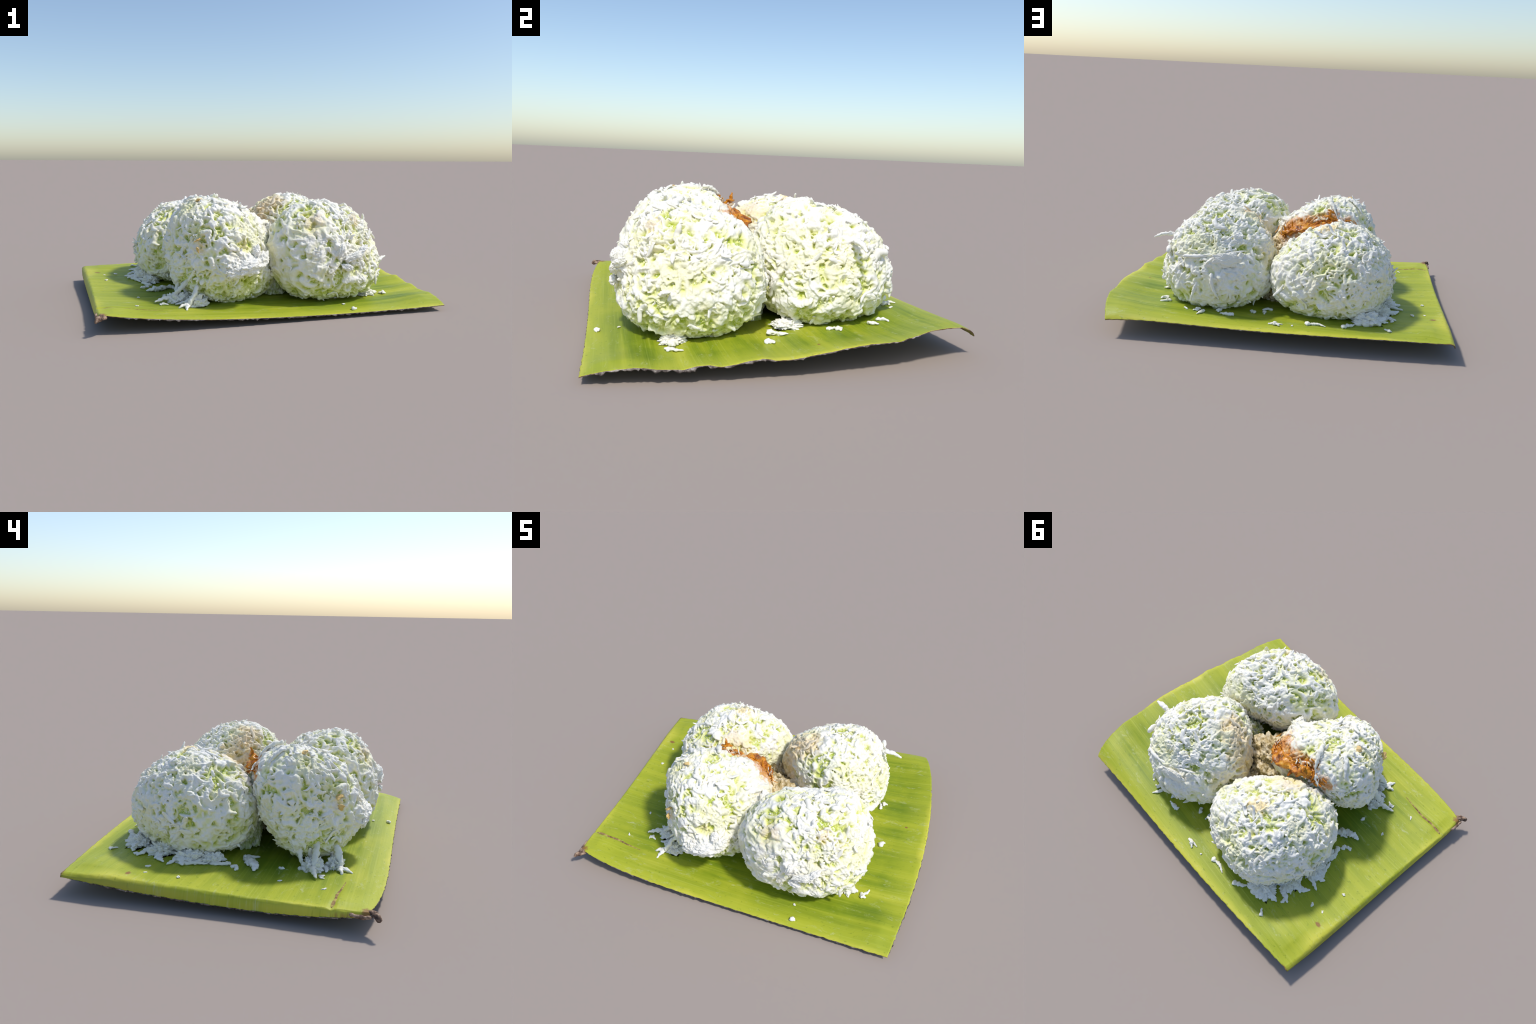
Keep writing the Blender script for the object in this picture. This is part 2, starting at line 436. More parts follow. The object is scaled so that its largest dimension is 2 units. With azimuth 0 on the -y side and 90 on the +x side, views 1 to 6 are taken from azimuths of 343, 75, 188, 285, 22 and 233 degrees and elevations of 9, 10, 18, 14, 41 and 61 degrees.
def lobes(x, y, z):
    """Basis of the radius lobes, usable on arrays."""
    return [1 + 0 * x, x, y, z, x * y, y * z, z * x, x * x - y * y, 3 * z * z - 1, x * y * z, z * (x * x - y * y),
            x * (x * x - 3 * y * y), y * (3 * x * x - y * y), z * (5 * z * z - 3), x * (5 * z * z - 1), y * (5 * z * z - 1),
            x ** 4 + y ** 4 + z ** 4 - 0.6, x * y * (x * x - y * y), x ** 4 - 6 * x * x * y * y + y ** 4]


def radius(key, d):
    rad = sum(c * b for c, b in zip(BALLS[key][1], lobes(d[:, 0], d[:, 1], d[:, 2])))
    S0 = d * rad[:, None]
    return rad + sum(a * np.exp(-(np.linalg.norm(S0 - p, axis=1) / w) ** 2) for p, w, a in BULGES[key])


def ico(sub):
    bm = bmesh.new()
    bmesh.ops.create_icosphere(bm, subdivisions=sub, radius=1.0)
    V_ = np.array([w.co[:] for w in bm.verts])
    V_ /= np.linalg.norm(V_, axis=1, keepdims=True)
    F_ = np.array([[w.index for w in f.verts] for f in bm.faces])
    bm.free()
    return V_, F_


DIR_HI, FACE_HI = ico(8)
DIR_LO, FACE_LO = ico(7)
EDGES = np.concatenate([FACE_HI[:, [0, 1]], FACE_HI[:, [1, 2]], FACE_HI[:, [2, 0]]])
DEG = np.bincount(EDGES[:, 0], minlength=len(DIR_HI))[:, None]


def relax(P, it, f=0.5):
    for _ in range(it):
        s = np.stack([np.bincount(EDGES[:, 0], P[EDGES[:, 1], k], len(P)) for k in range(3)], 1) / DEG
        P = P + f * (s - P)
    return P


def tangent(d, ang):
    a = np.cross(d, [0, 0, 1.0] if abs(d[2]) < 0.9 else [1.0, 0, 0])
    a /= np.linalg.norm(a)
    b = np.cross(d, a)
    t = math.cos(ang) * a + math.sin(ang) * b
    return t, np.cross(d, t)


def shred_relief(co, r, seed):
    """Thickness of the grated coconut: thousands of flattened shreds laid over each other."""
    D = DIR_HI
    h = np.full(len(D), -0.034)
    cover = fbm(D * 2.3 + seed * 3.1, 2)
    # binned lookup by coarse cell
    cell, _ = ico(4)
    owner = np.concatenate([(D[i:i + 20000] @ cell.T).argmax(1) for i in range(0, len(D), 20000)])
    order = np.argsort(owner, kind="stable")
    start = np.searchsorted(owner[order], np.arange(len(cell) + 1))
    kinds = [(3000, (0.022, 0.050), (0.0045, 0.0085), (0.004, 0.009)),
             (1500, (0.045, 0.115), (0.0065, 0.0125), (0.006, 0.013)),
             (330, (0.030, 0.060), (0.013, 0.024), (0.009, 0.016)),
             (150, (0.035, 0.085), (0.009, 0.018), (0.016, 0.026)),
             (230, (0.090, 0.170), (0.006, 0.011), (0.009, 0.016))]
    jobs = []
    for n, Ls, ws, hs in kinds:
        for _ in range(n):
            jobs.append((Ls, ws, hs))
    r.shuffle(jobs)
    for Ls, ws, hs in jobs:
        d = r.normal(size=3)
        d /= np.linalg.norm(d)
        cv = float(fbm(d[None] * 2.3 + seed * 3.1, 2)[0])
        if r.random() < np.clip(-cv * 1.2, 0, 0.55) * (0.3 if d[2] < -0.3 else 1.0):
            continue
        low = d[2] < -0.38 + r.normal(0, 0.16)
        Ln, w, H = r.uniform(*Ls), r.uniform(*ws), r.uniform(*hs)
        if low:
            Ln, w, H = Ln * 0.6, w * 0.8, H * 0.6
        R = 0.31
        reach = (Ln * 0.55 + w) / R
        near = np.nonzero(cell @ d > math.cos(min(reach + 0.16, 3.0)))[0]
        idx = np.concatenate([order[start[c]:start[c + 1]] for c in near])
        t, b = tangent(d, r.uniform(0, math.pi))
        P = D[idx]
        front = P @ d > 0.5
        idx, P = idx[front], P[front]
        a, q = (P @ t) * R, (P @ b) * R
        kap = r.normal(0, 7.0)
        q = q - kap * a * a + 0.0025 * np.sin(a * r.uniform(60, 160) + r.uniform(0, 6))
        s = a / (Ln / 2)
        f = 1 - (q / w) ** 2 - (np.maximum(0, np.abs(s) - 0.65) / 0.35) ** 2
        on = f > 0
        if not on.any():
            continue
        idx, f, s, a, q = idx[on], f[on], s[on], a[on], q[on]
        base = np.clip(np.percentile(h[idx], 62), -0.018 if low else -0.024, -0.004)
        tilt, lean = r.normal(0, 0.5), r.normal(0, 0.8)
        new = base + H * (0.30 + 0.70 * f ** (0.35 if w > 0.009 else 0.6)) * (1 + tilt * s) + 0.4 * H * lean * (q / w)
        h[idx] = np.maximum(h[idx], new)
    return np.minimum(h, 0.016 + 0.3 * np.maximum(h - 0.016, 0)), cover


def ball_nodes(name, key):
    """Shared start of the ball materials: depth below the ball's own surface, and stains."""
    k = Nodes(name)
    d = k.vec("NORMALIZE", k.obj)
    x, y, z = k.sep(d)
    mul = lambda *a: a[0] if len(a) == 1 else k.math("MULTIPLY", a[0], mul(*a[1:]))
    xx, yy, zz = mul(x, x), mul(y, y), mul(z, z)
    sub = lambda a, b: k.math("SUBTRACT", a, b)
    muladd = lambda a, s, o: k.math("MULTIPLY_ADD", a, s, o)
    x4 = k.math("ADD", mul(xx, xx), mul(yy, yy))
    terms = [None, x, y, z, mul(x, y), mul(y, z), mul(z, x), sub(xx, yy), muladd(zz, 3.0, -1.0), mul(x, y, z), mul(z, sub(xx, yy)),
             mul(x, sub(xx, mul(yy, 3.0))), mul(y, sub(mul(xx, 3.0), yy)), mul(z, muladd(zz, 5.0, -3.0)), mul(x, muladd(zz, 5.0, -1.0)), mul(y, muladd(zz, 5.0, -1.0)),
             sub(k.math("ADD", x4, mul(zz, zz)), 0.6), mul(x, y, sub(xx, yy)), sub(x4, mul(xx, yy, 6.0))]
    co = BALLS[key][1]
    rad = co[0]
    for c, t in zip(co[1:], terms[1:]):
        if c:
            rad = k.math("MULTIPLY_ADD", t, c, rad)
    base = k.vec("SCALE", d, scale=rad)
    for p, w, a in BULGES[key]:
        q = k.math("DIVIDE", k.vec("DISTANCE", base, p), w)
        rad = k.math("MULTIPLY_ADD", k.math("EXPONENT", k.math("MULTIPLY", k.math("MULTIPLY", q, q), -1.0)), a, rad)
    depth = k.math("SUBTRACT", k.vec("LENGTH", k.obj), rad)
    return k, depth


def stain(k, key, col, gain=1.0):
    n1 = k.noise(k.obj, 16.0, 4, 0.65)
    n2 = k.noise(k.obj, 46.0, 3, 0.6)
    wob = k.math("ADD", k.math("MULTIPLY", k.math("SUBTRACT", n1, 0.5), 0.16), k.math("MULTIPLY", k.math("SUBTRACT", n2, 0.5), 0.07))
    for pos, rad, c, s in STAINS[key]:
        dd = k.math("ADD", k.vec("DISTANCE", k.obj, pos), wob)
        col = k.mix(k.math("MULTIPLY", k.remap(dd, rad * 1.05, rad * 0.35, 0, s * gain, True), k.remap(n2, 0.36, 0.58, 1.0, 1.0 if c is AMBER else 0.78)), col, c)
        if c is AMBER:
            col = k.mix(k.remap(k.math("ADD", dd, k.math("MULTIPLY", n2, 0.12)), rad * 0.9, rad * 0.5, 0, 0.75), col, BROWN)
    return col


def coat_material(key):
    k, depth = ball_nodes("grated_coconut_coat", key)
    n = k.noise(k.obj, 55.0, 4, 0.65)
    big = k.noise(k.obj, 7.0, 3, 0.5)
    d = k.math("ADD", depth, k.math("MULTIPLY", k.math("SUBTRACT", n, 0.5), 0.016))
    d = k.math("ADD", d, k.math("MULTIPLY", k.math("SUBTRACT", big, 0.5), 0.014))
    col = k.ramp(k.remap(d, -0.032, 0.003), [(0.0, GREEN), (0.25, (0.64, 0.68, 0.17)), (0.52, (0.82, 0.82, 0.47)), (0.80, WHITE)])
    col = k.mix(k.remap(k.noise(k.obj, 5.0, 3, 0.55), 0.50, 0.64, 0, 0.45), col, (0.80, 0.79, 0.36))
    col = k.mix(k.remap(k.noise(k.obj, 26.0, 5, 0.7, 0.8), 0.49, 0.65, 0, 0.50), col, (0.83, 0.81, 0.42))
    col = k.mix(k.remap(k.noise(k.obj, 11.0, 3, 0.6), 0.52, 0.70, 0, 0.5), col, CREAM)
    col = stain(k, key, col, 0.9)
    return k.finish(col, 0.75, 0.2, k.noise(k.scaled((1, 1, 1)), 75.0, 4, 0.65), 0.55, 0.007)


def dough_material(key):
    k, depth = ball_nodes("pandan_dough", key)
    n = k.noise(k.obj, 34.0, 5, 0.7, 1.2)
    col = k.ramp(k.noise(k.obj, 9.0, 3, 0.6), [(0.35, DEEP), (0.65, GREEN)])
    col = k.mix(k.remap(n, 0.46, 0.60, 0, 0.9), col, (0.72, 0.74, 0.34))
    col = k.mix(k.remap(k.noise(k.obj, 80.0, 3, 0.6, 0.6), 0.53, 0.62, 0, 0.85), col, (0.82, 0.83, 0.66))
    col = stain(k, key, col)
    return k.finish(col, 0.45, 0.35, n, 0.35, 0.006)


def shred_material(name, a, b, rough=0.7):
    k = Nodes(name)
    info = k.n.new("ShaderNodeObjectInfo")
    f = k.noise(k.obj, 40.0, 3, 0.6)
    f = k.math("ADD", k.math("MULTIPLY", f, 0.7), k.math("MULTIPLY", info.outputs["Random"], 0.4))
    return k.finish(k.ramp(f, [(0.45, a), (0.75, b)]), rough, 0.25, k.noise(k.obj, 110.0, 3, 0.6), 0.25, 0.003)


COCONUT = shred_material("coconut_white", WHITE, (0.86, 0.83, 0.71))
TOASTED = shred_material("toasted_coconut", (0.80, 0.58, 0.26), (0.72, 0.48, 0.17))
CREAMY = shred_material("creamy_coconut", (0.86, 0.74, 0.54), (0.80, 0.64, 0.40))
TANNED = shred_material("stained_coconut", (0.62, 0.48, 0.30), (0.48, 0.32, 0.16))
SUGAR = shred_material("palm_sugar_amber", (0.66, 0.27, 0.02), (0.40, 0.12, 0.01), 0.3)

# a small family of shred shapes, shared by all the loose shreds
SHREDS = []
for i in range(14):
    r = np.random.default_rng(100 + i)
    n = 16
    t = np.linspace(-0.5, 0.5, n)
    path = np.stack([t, 0.16 * r.normal() * (4 * t * t - 1) * 0.6 + 0.05 * np.sin(t * r.uniform(4, 9) + r.uniform(0, 6)), 0.10 * abs(r.normal()) * 4 * t * t + 0.02 * np.sin(9 * t)], 1)
    w = r.uniform(0.075, 0.135)
    rad = w * (1 - 0.5 * np.abs(2 * t) ** 3) * (1 + 0.22 * r.normal(size=n).cumsum() / 4)
    rad[0] *= 0.5
    rad[-1] *= 0.4
    V_, F_ = tube(path, np.maximum(rad, 0.02), 9, r.uniform(0.4, 0.75), i, 0.22, 7.0)
    SHREDS.append((V_, F_))
SHRED_MESH = {}


def shred_mesh(i, mat):
    if (i, mat.name) not in SHRED_MESH:
        m = mesh_from("coconut_shred", *SHREDS[i])
        m.materials.append(mat)
        m.polygons.foreach_set("use_smooth", [True] * len(m.polygons))
        SHRED_MESH[(i, mat.name)] = m
    return SHRED_MESH[(i, mat.name)]


def frame(t, nrm):
    t = np.asarray(t) / np.linalg.norm(t)
    b = np.cross(nrm, t)
    b /= np.linalg.norm(b)
    return Matrix(np.stack([t, b, np.cross(t, b)], 1).tolist())


def place_shred(name, parent, pos, rot, size, i, mat):
    o = bpy.data.objects.new(name, shred_mesh(i, mat))
    o.parent = parent
    o.location = Vector(pos) - parent.location
    o.rotation_euler = rot.to_euler()
    o.scale = size
    COL.objects.link(o)
    return o


def custom_shred(name, parent, p0, p1, w, bend, mat, seed, flat=0.7):
    V_, F_ = tube(*strand(p0, p1, w, bend, 22, 0.6, 0.9), sides=12, flat=flat, seed=seed, rough=0.55, freq=75)
    o_ = (np.array(p0) + np.array(p1)) / 2
    return add(name, mesh_from(name, V_ - o_, F_), parent, o_, mat)


BALL = {}
SURF = {}
for s, key in enumerate("ABCD"):
    c, co = BALLS[key]
    c = np.array(c)
    r = np.random.default_rng(40 + s)
    par = empty("coconut_rice_ball", (c[0], c[1], leaf_z(c[0], c[1])), "round green rice ball thickly covered in white grated coconut", "rice ball")
    BALL[key] = par
    # dough core
    R_lo = radius(key, DIR_LO)
    P = DIR_LO * (R_lo - 0.0245 + 0.010 * fbm(DIR_LO * 4.2 + s * 5, 3) + 0.007 * fbm(DIR_LO * 24 + s, 2) + 0.004 * perlin(DIR_LO * 60 + s))[:, None]
    clump_lo = 0.0
    for pos, rad, amp in CLUMPS[key]:
        g = np.exp(-(np.linalg.norm(DIR_LO * R_lo[:, None] - pos, axis=1) / rad) ** 2)
        clump_lo = clump_lo + np.minimum(amp, 0) * g
    P += DIR_LO * np.broadcast_to(clump_lo, (len(DIR_LO),))[:, None]
    add("dough_core", mesh_from("dough_core", P, FACE_LO), par, c, dough_material(key))
    # coat of grated coconut
    R_hi = radius(key, DIR_HI)
    h, cover = shred_relief(co, r, s)
    h = h - 0.0105 + 0.013 * fbm(DIR_HI * 4.2 + s * 5, 3) + 0.005 * fbm(DIR_HI * 13 + s * 2, 3)
    # torn, angular edges: ridged noise cut into the thicker parts
    warp = DIR_HI * 17 + 0.9 * np.stack([perlin(DIR_HI * 11 + 31 * q + s) for q in range(3)], 1)
    h = h + 0.011 * (0.22 - np.abs(perlin(warp))) + 0.006 * (0.2 - np.abs(perlin(warp * 2.3 + 7)))
    S0 = DIR_HI * R_hi[:, None]
    for pos, rad, amp in CLUMPS[key]:
        g = np.exp(-(np.linalg.norm(S0 - pos, axis=1) / rad) ** 2 * (1 + 0.9 * fbm(DIR_HI * 16 + s, 2)))
        h = h + amp * g * (1 + 0.5 * fbm(DIR_HI * 22 + 3, 2))
        if amp > 0:
            h = np.where(g > 0.4, np.maximum(h, -0.014 + 0.9 * amp * np.clip(g * 1.6 - 0.6, 0, 1)), h)
    P = relax(DIR_HI * (R_hi + h)[:, None], 1, 0.45)
    # wet, matted areas where the shreds have been smeared together
    mat_ = np.clip(fbm(DIR_HI * 3.1 + 50 + s * 4, 2) * 3.0 + 0.15, 0, 0.8)[:, None]
    P = P * (1 - mat_) + relax(P, 6, 0.6) * mat_
    add("coconut_coating", mesh_from("coconut_coating", P, FACE_HI), par, c, coat_material(key))
    SURF[key] = P
    # shreds lying on and sticking out of the coat: large ones are objects, small ones one mesh
    bits_v, bits_f, off = [], [], 0
    for j in range(170):
        d = r.normal(size=3)
        d /= np.linalg.norm(d)
        if d[2] < -0.75:
            d[2] *= -1
        i0 = int((DIR_HI @ d).argmax())
        p = P[i0]
        t, b = tangent(d, r.uniform(0, 2 * math.pi))
        named = j < 45
        lift = abs(r.normal(0, 0.40 if j % 3 == 0 else 0.10)) if named else r.normal(0, 0.3)
        tt_ = t * math.cos(lift) + d * math.sin(lift)
        ln = r.uniform(0.05, 0.105) if named else r.uniform(0.025, 0.05)
        th = r.uniform(0.75, 1.2) * (0.095 if named else 0.075)
        rot = frame(tt_, d)
        pos = p + d * (-0.004 + 0.25 * ln * math.sin(lift))
        k = int(r.integers(14))
        if named:
            near = [q[2] for q in STAINS[key] if np.linalg.norm(p - q[0]) < q[1] * 0.8]
            mat = (SUGAR if r.random() < 0.6 else TANNED) if AMBER in near else (CREAMY if TAN in near else COCONUT)
            place_shred("coconut_shred", par, c + pos, rot, (ln, th, th), k, mat)
        elif not any(np.linalg.norm(p - q[0]) < q[1] for q in STAINS[key]):
            Vs = SHREDS[k][0] * [ln, th * 0.9, th * 0.9]
            bits_v.append(Vs @ np.array(rot).T + pos)
            bits_f += [tuple(q + off for q in f) for f in SHREDS[k][1]]
            off += len(Vs)
    o = add("coconut_bits", mesh_from("coconut_bits", np.concatenate(bits_v), bits_f), par, c, COCONUT)
    o["kind"] = "stuff"

# shreds whose place can be read off: trailing ends, spikes, toasted flakes
W = COCONUT
for key, p0, p1, w, bd, mat in [
    ("D", (0.62, 0.325, 0.458), (0.742, 0.331, 0.432), 0.014, (0, 0, 0.012), W),
    ("D", (0.50, 0.545, 0.405), (0.17, 0.43, 0.430), 0.012, (0.015, 0.042, 0.0), W),
    ("D", (0.325, 0.585, 0.335), (0.277, 0.592, 0.185), 0.012, (0.01, 0.018, 0), W),
    ("D", (0.20, 0.50, 0.36), (0.142, 0.52, 0.300), 0.012, (0, 0.012, 0), W),
    ("D", (0.40, 0.56, 0.30), (0.44, 0.60, 0.16), 0.012, (0, 0.02, 0), W),
    ("B", (-0.43, -0.44, 0.21), (-0.57, -0.44, 0.068), 0.015, (-0.02, 0, -0.020), W),
    ("B", (-0.55, -0.435, 0.088), (-0.645, -0.470, 0.078), 0.013, (0, 0.006, 0.006), W),
    ("B", (-0.42, -0.53, 0.17), (-0.475, -0.56, 0.058), 0.015, (-0.01, -0.01, -0.012), W),
    ("B", (-0.465, -0.555, 0.072), (-0.535, -0.575, 0.062), 0.013, (0, 0, 0.006), W),
    ("B", (-0.48, -0.56, 0.070), (-0.50, -0.625, 0.060), 0.010, (0, 0, 0.006), W),
    ("B", (-0.46, -0.34, 0.20), (-0.51, -0.38, 0.066), 0.013, (-0.02, 0, 0), W),
    ("B", (-0.229, -0.205, 0.628), (-0.300, -0.085, 0.548), 0.013, (0, 0.008, 0.022), W),
    ("B", (-0.361, -0.250, 0.630), (-0.452, -0.178, 0.560), 0.012, (0, 0, 0.020), W),
    ("B", (-0.385, -0.335, 0.610), (-0.355, -0.355, 0.622), 0.014, (0, 0, 0.004), TOASTED),
    ("B", (-0.425, -0.540, 0.38), (-0.415, -0.545, 0.345), 0.013, (0, 0, 0), TOASTED),
    ("B", (-0.405, -0.535, 0.425), (-0.44, -0.525, 0.405), 0.013, (0, 0, 0), TOASTED),
    ("A", (0.66, -0.50, 0.25), (0.735, -0.47, 0.275), 0.012, (0, 0, 0), W),
    ("A", (0.58, -0.56, 0.19), (0.66, -0.44, 0.14), 0.014, (0.03, -0.02, 0), W),
    ("A", (0.66, -0.30, 0.30), (0.64, -0.16, 0.22), 0.016, (0.03, 0, 0), W),
    ("A", (0.64, -0.46, 0.27), (0.66, -0.34, 0.19), 0.016, (0.02, 0, 0), W),
    ("C", (-0.10, 0.0, 0.43), (-0.06, 0.02, 0.47), 0.010, (0, 0, 0), W),
]:
    custom_shred("toasted_flake" if mat is TOASTED else "coconut_shred", BALL[key], p0, p1, w, bd, mat, int(abs(p0[0] * 1000)), 0.35 if mat is TOASTED else 0.75)

# thick smooth clumps of coconut stuck to the balls
DIR_S, FACE_S = ico(6)


def clump(key, pos, axis, size, seed, mat=COCONUT):
    pos = np.array(pos)
    nrm = pos / np.linalg.norm(pos)
    Pc = DIR_S * np.array(size) * (1 + 0.45 * fbm(DIR_S * 1.9 + seed * 3.3, 3) + 0.10 * fbm(DIR_S * 9 + seed, 2))[:, None]
    Pc = Pc @ np.array(frame(np.array(axis, float) - nrm * np.dot(axis, nrm), nrm)).T
    add("coconut_clump", mesh_from("coconut_clump", Pc, FACE_S), BALL[key], np.array(BALLS[key][0]) + pos, mat)


for i, (key, pos, axis, size) in enumerate([
        ("B", (0.097, -0.322, -0.033), (1, 0.2, 0.15), (0.075, 0.042, 0.034)), ("B", (0.172, -0.285, -0.005), (0.6, 0.3, 0.8), (0.055, 0.036, 0.034)),
        ("B", (0.020, -0.324, -0.053), (1, 0, 0.3), (0.055, 0.034, 0.026)), ("B", (0.145, -0.282, 0.048), (0.2, 0.2, 1), (0.034, 0.020, 0.022)),
        ("A", (0.015, -0.312, 0.010), (1, 0.1, 0.35), (0.062, 0.022, 0.022)), ("A", (0.070, -0.294, 0.042), (1, 0.2, 0.7), (0.038, 0.016, 0.024)),
        ("A", (-0.065, -0.312, 0.045), (0.4, 0, 1), (0.038, 0.018, 0.020)), ("A", (-0.03, -0.318, -0.05), (1, 0, -0.3), (0.034, 0.018, 0.018)),
        ("B", (0.318, 0.045, 0.130), (0.3, 1, 0.3), (0.055, 0.030, 0.026)), ("D", (-0.11, 0.285, 0.075), (1, 0.5, 0.0), (0.075, 0.040, 0.014))]):
    clump(key, pos, axis, size, i)

# palm sugar filling oozing from the split in one ball
cB = np.array(BALLS["B"][0])
r = np.random.default_rng(77)
seam = np.array([(0.285, 0.215, 0.10), (0.24, 0.245, 0.125), (0.17, 0.262, 0.145), (0.09, 0.262, 0.165), (0.01, 0.245, 0.195), (-0.06, 0.225, 0.195), (-0.125, 0.21, 0.175)])
ts = np.linspace(0, 6, 60)
sp = np.stack([np.interp(ts, range(7), seam[:, k]) for k in range(3)], 1)
sp = sp / np.linalg.norm(sp, axis=1, keepdims=True)
Rb = radius("B", sp)
sp = sp * (Rb - 0.012)[:, None]
V_, F_ = tube(sp, 0.056 * np.sin(np.linspace(0.25, math.pi - 0.05, 60)) ** 0.8 * (1 + 0.5 * perlin(np.stack([np.linspace(0, 9, 60), np.zeros(60), np.zeros(60) + 3], 1))), 40, 0.45, 5, 0.30, 30)
V_ = V_ + 0.022 * fbm(V_ * 30, 3)[:, None] * (V_ / np.linalg.norm(V_, axis=1, keepdims=True))
kf = Nodes("palm_sugar_filling")
nf = kf.noise(kf.obj, 24.0, 4, 0.65, 0.6)
nw = kf.noise(kf.obj, 60.0, 3, 0.6)
cf = kf.ramp(nf, [(0.34, BROWN), (0.47, (0.48, 0.15, 0.01)), (0.58, (0.74, 0.31, 0.02)), (0.70, (0.80, 0.50, 0.12))])
add("palm_sugar_filling", mesh_from("palm_sugar_filling", V_, F_), BALL["B"], cB, kf.finish(cf, 0.35, 0.45, nw, 0.4, 0.006))
for j in range(85):
    q = sp[int(r.integers(2, 58))]
    d = q / np.linalg.norm(q)
    t, b = tangent(d, r.uniform(0, 2 * math.pi))
    lift = r.uniform(0, 0.7)
    pos = cB + q + b * r.normal(0, 0.036) + d * r.uniform(0.006, 0.026)
    ln = r.uniform(0.03, 0.075)
    place_shred("sugared_shred", BALL["B"], pos, frame(t * math.cos(lift) + d * math.sin(lift), d), (ln, ln * 0.9, ln * 0.7), int(r.integers(14)), SUGAR if r.random() < 0.62 else TANNED if r.random() < 0.4 else COCONUT)
custom_shred("sugared_shred", BALL["B"], (-0.262, -0.045, 0.545), (-0.268, -0.036, 0.598), 0.009, (0.004, 0, 0), SUGAR, 3)
custom_shred("sugared_shred", BALL["B"], (-0.30, -0.055, 0.535), (-0.22, -0.045, 0.555), 0.018, (0, 0.006, 0.008), SUGAR, 4, 0.4)

# ---------------------------------------------------------------- coconut fallen on the leaf
loose = empty("scattered_coconut", (-0.3, -0.1, leaf_z(-0.3, -0.1)), "loose white coconut shreds and crumbs scattered on the leaf", "grated coconut")


def ground_shred(x0, y0, x1, y1, w, lift=0.35, mat=COCONUT, name="coconut_shred"):
    z0, z1 = leaf_z(x0, y0) + w * lift, leaf_z(x1, y1) + w * lift
    seed = int(abs(x0 * 917 + y1 * 331))
    bn = 0.012 * math.sin(seed)
    custom_shred(name, loose, (x0, y0, z0), (x1, y1, z1), w, (bn, -bn, w * 0.3), mat, seed, 0.62)


for a in [(-0.47, -0.40, -0.56, -0.40, .015), (-0.46, -0.47, -0.54, -0.50, .014), (-0.54, -0.36, -0.50, -0.45, .013), (-0.44, -0.52, -0.40, -0.57, .014), (-0.40, 0.60, -0.47, 0.545, .013), (-0.52, 0.53, -0.60, 0.51, .020), (-0.57, 0.50, -0.655, 0.47, .018), (-0.54, 0.46, -0.61, 0.53, .022), (-0.60, 0.40, -0.70, 0.425, .015),
          (-0.63, 0.33, -0.72, 0.27, .016), (-0.62, 0.30, -0.70, 0.33, .017), (-0.64, 0.22, -0.745, 0.245, .015), (-0.60, 0.20, -0.73, 0.165, .022), (-0.70, 0.19, -0.66, 0.06, .013),
          (-0.62, 0.10, -0.69, 0.14, .016), (-0.655, 0.055, -0.63, -0.03, .010), (-0.615, -0.04, -0.66, 0.03, .012), (-0.64, -0.045, -0.655, -0.075, .010), (-0.54, -0.10, -0.61, -0.16, .020),
          (-0.58, -0.13, -0.655, -0.165, .020), (-0.48, -0.09, -0.60, -0.125, .015), (-0.50, -0.07, -0.46, -0.15, .014), (-0.66, -0.075, -0.68, -0.08, .012), (-0.555, -0.29, -0.56, -0.30, .010),
          (-0.60, -0.495, -0.575, -0.50, .010), (-0.59, -0.49, -0.615, -0.505, .008), (-0.855, 0.132, -0.868, 0.130, .008), (-0.785, 0.305, -0.787, 0.318, .007), (-0.668, 0.44, -0.66, 0.41, .010),
          (-0.535, 0.555, -0.53, 0.51, .020), (-0.50, 0.55, -0.49, 0.49, .018), (-0.24, 0.61, -0.32, 0.62, .010), (-0.205, 0.605, -0.235, 0.60, .012), (-0.01, 0.655, -0.09, 0.645, .007),
          (-0.05, 0.665, -0.075, 0.675, .012), (-0.14, 0.65, -0.145, 0.656, .005), (0.19, 0.60, 0.27, 0.605, .013), (0.36, 0.60, 0.385, 0.665, .010), (0.40, 0.58, 0.42, 0.615, .012),
          (0.27, 0.56, 0.28, 0.59, .014), (0.12, 0.47, 0.10, 0.50, .010), (0.05, 0.45, 0.04, 0.50, .008), (0.0, 0.42, 0.06, 0.44, .010), (0.745, -0.09, 0.765, -0.055, .013),
          (0.62, -0.02, 0.645, -0.04, .018), (0.64, -0.01, 0.665, 0.035, .012), (0.56, 0.03, 0.60, 0.12, .014), (0.54, 0.06, 0.58, 0.10, .012), (0.69, 0.235, 0.71, 0.25, .012),
          (0.67, 0.20, 0.66, 0.26, .010), (0.725, -0.47, 0.71, -0.445, .013), (0.72, -0.46, 0.755, -0.415, .008), (0.64, -0.44, 0.69, -0.44, .018), (0.405, -0.755, 0.415, -0.742, .013),
          (0.375, -0.645, 0.385, -0.65, .006), (-0.66, 0.585, -0.63, 0.56, .010), (-0.86, 0.29, -0.855, 0.295, .004), (-0.72, -0.30, -0.725, -0.31, .004), (-0.75, -0.52, -0.755, -0.51, .005),
          (0.45, 0.61, 0.47, 0.60, .006), (0.62, 0.42, 0.66, 0.45, .012), (0.60, 0.46, 0.65, 0.50, .010)]:
    ground_shred(*a)
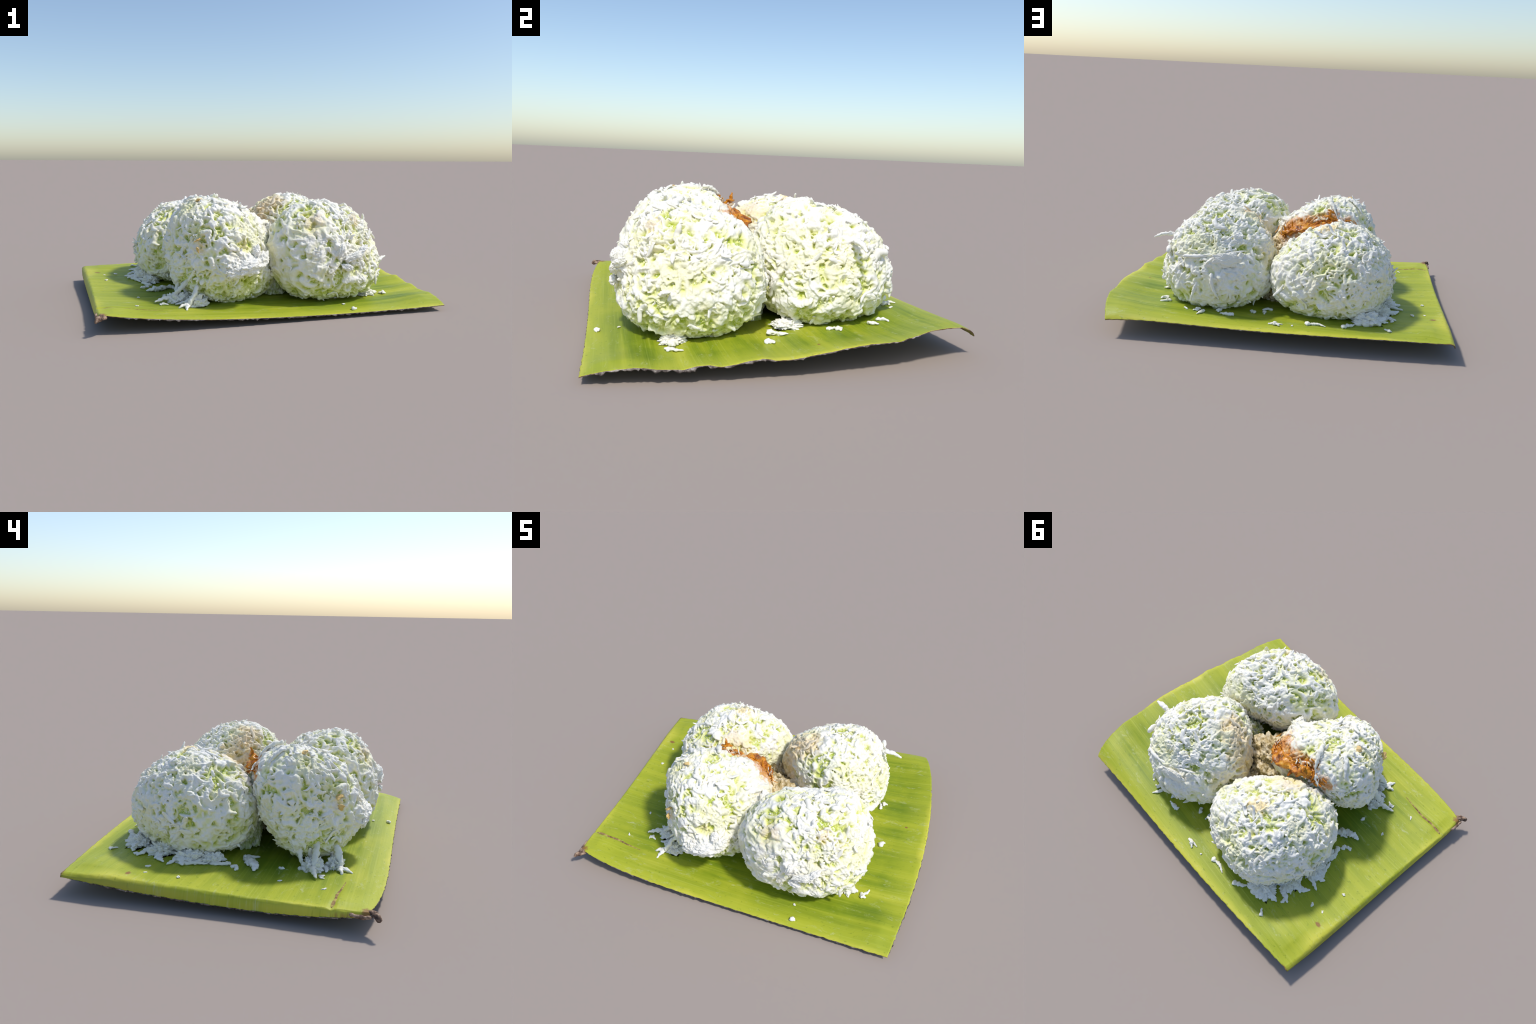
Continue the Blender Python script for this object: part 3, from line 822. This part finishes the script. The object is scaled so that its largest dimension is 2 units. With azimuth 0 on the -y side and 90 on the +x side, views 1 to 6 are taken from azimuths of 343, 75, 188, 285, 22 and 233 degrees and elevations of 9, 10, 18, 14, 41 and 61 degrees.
# stained coconut that has gathered in the gap between the balls
HEAP = plain("stained_coconut_heap", [(0.36, (0.20, 0.15, 0.05)), (0.47, (0.52, 0.40, 0.20)), (0.60, (0.80, 0.70, 0.50))], 30, 0.7)
PALEHEAP = plain("pale_green_coconut", [(0.36, (0.42, 0.48, 0.12)), (0.5, (0.66, 0.70, 0.42)), (0.62, (0.84, 0.84, 0.74))], 34, 0.7)
for i, (cx, cy, rx, ry, rz) in enumerate([(-0.535, 0.480, 0.075, 0.060, 0.045), (-0.600, 0.330, 0.060, 0.065, 0.040), (-0.630, 0.170, 0.065, 0.060, 0.045), (-0.600, 0.060, 0.050, 0.050, 0.035),
                                          (-0.505, -0.425, 0.055, 0.050, 0.045), (-0.430, -0.530, 0.055, 0.040, 0.045), (0.560, 0.060, 0.050, 0.060, 0.025), (0.61, -0.44, 0.05, 0.05, 0.03)]):
    Pg = DIR_S * np.array([rx, ry, rz]) * (1 + 0.75 * fbm(DIR_S * 2.6 + 60 + i * 7, 3) + 0.22 * fbm(DIR_S * 9 + i, 2))[:, None]
    Pg[:, 2] = np.maximum(Pg[:, 2], -0.006)
    o = add("coconut_heap", mesh_from("coconut_heap", Pg, FACE_S), loose, (cx, cy, leaf_z(cx, cy) + 0.008), COCONUT)
    o["kind"] = "stuff"
for i, (cx, cy, cz, rx, ry, rz, mat) in enumerate([(0.06, -0.06, 0.21, 0.17, 0.15, 0.15, HEAP), (0.32, -0.07, 0.14, 0.10, 0.08, 0.16, PALEHEAP), (-0.29, -0.03, 0.23, 0.13, 0.08, 0.21, PALEHEAP),
                                                   (0.08, -0.28, 0.14, 0.09, 0.09, 0.14, PALEHEAP), (0.02, 0.18, 0.15, 0.10, 0.12, 0.14, HEAP)]):
    Pg = DIR_S * np.array([rx, ry, rz]) * (1 + 0.40 * fbm(DIR_S * 3.0 + 40 + i * 5, 3) + 0.14 * fbm(DIR_S * 12 + 3 + i, 2) + 0.05 * perlin(DIR_S * 30 + i))[:, None]
    Pg[:, 2] = np.maximum(Pg[:, 2], leaf_z(cx, cy) + 0.001 - cz)
    o = add("coconut_heap", mesh_from("coconut_heap", Pg, FACE_S), loose, (cx, cy, cz), mat)
    o["kind"] = "stuff"
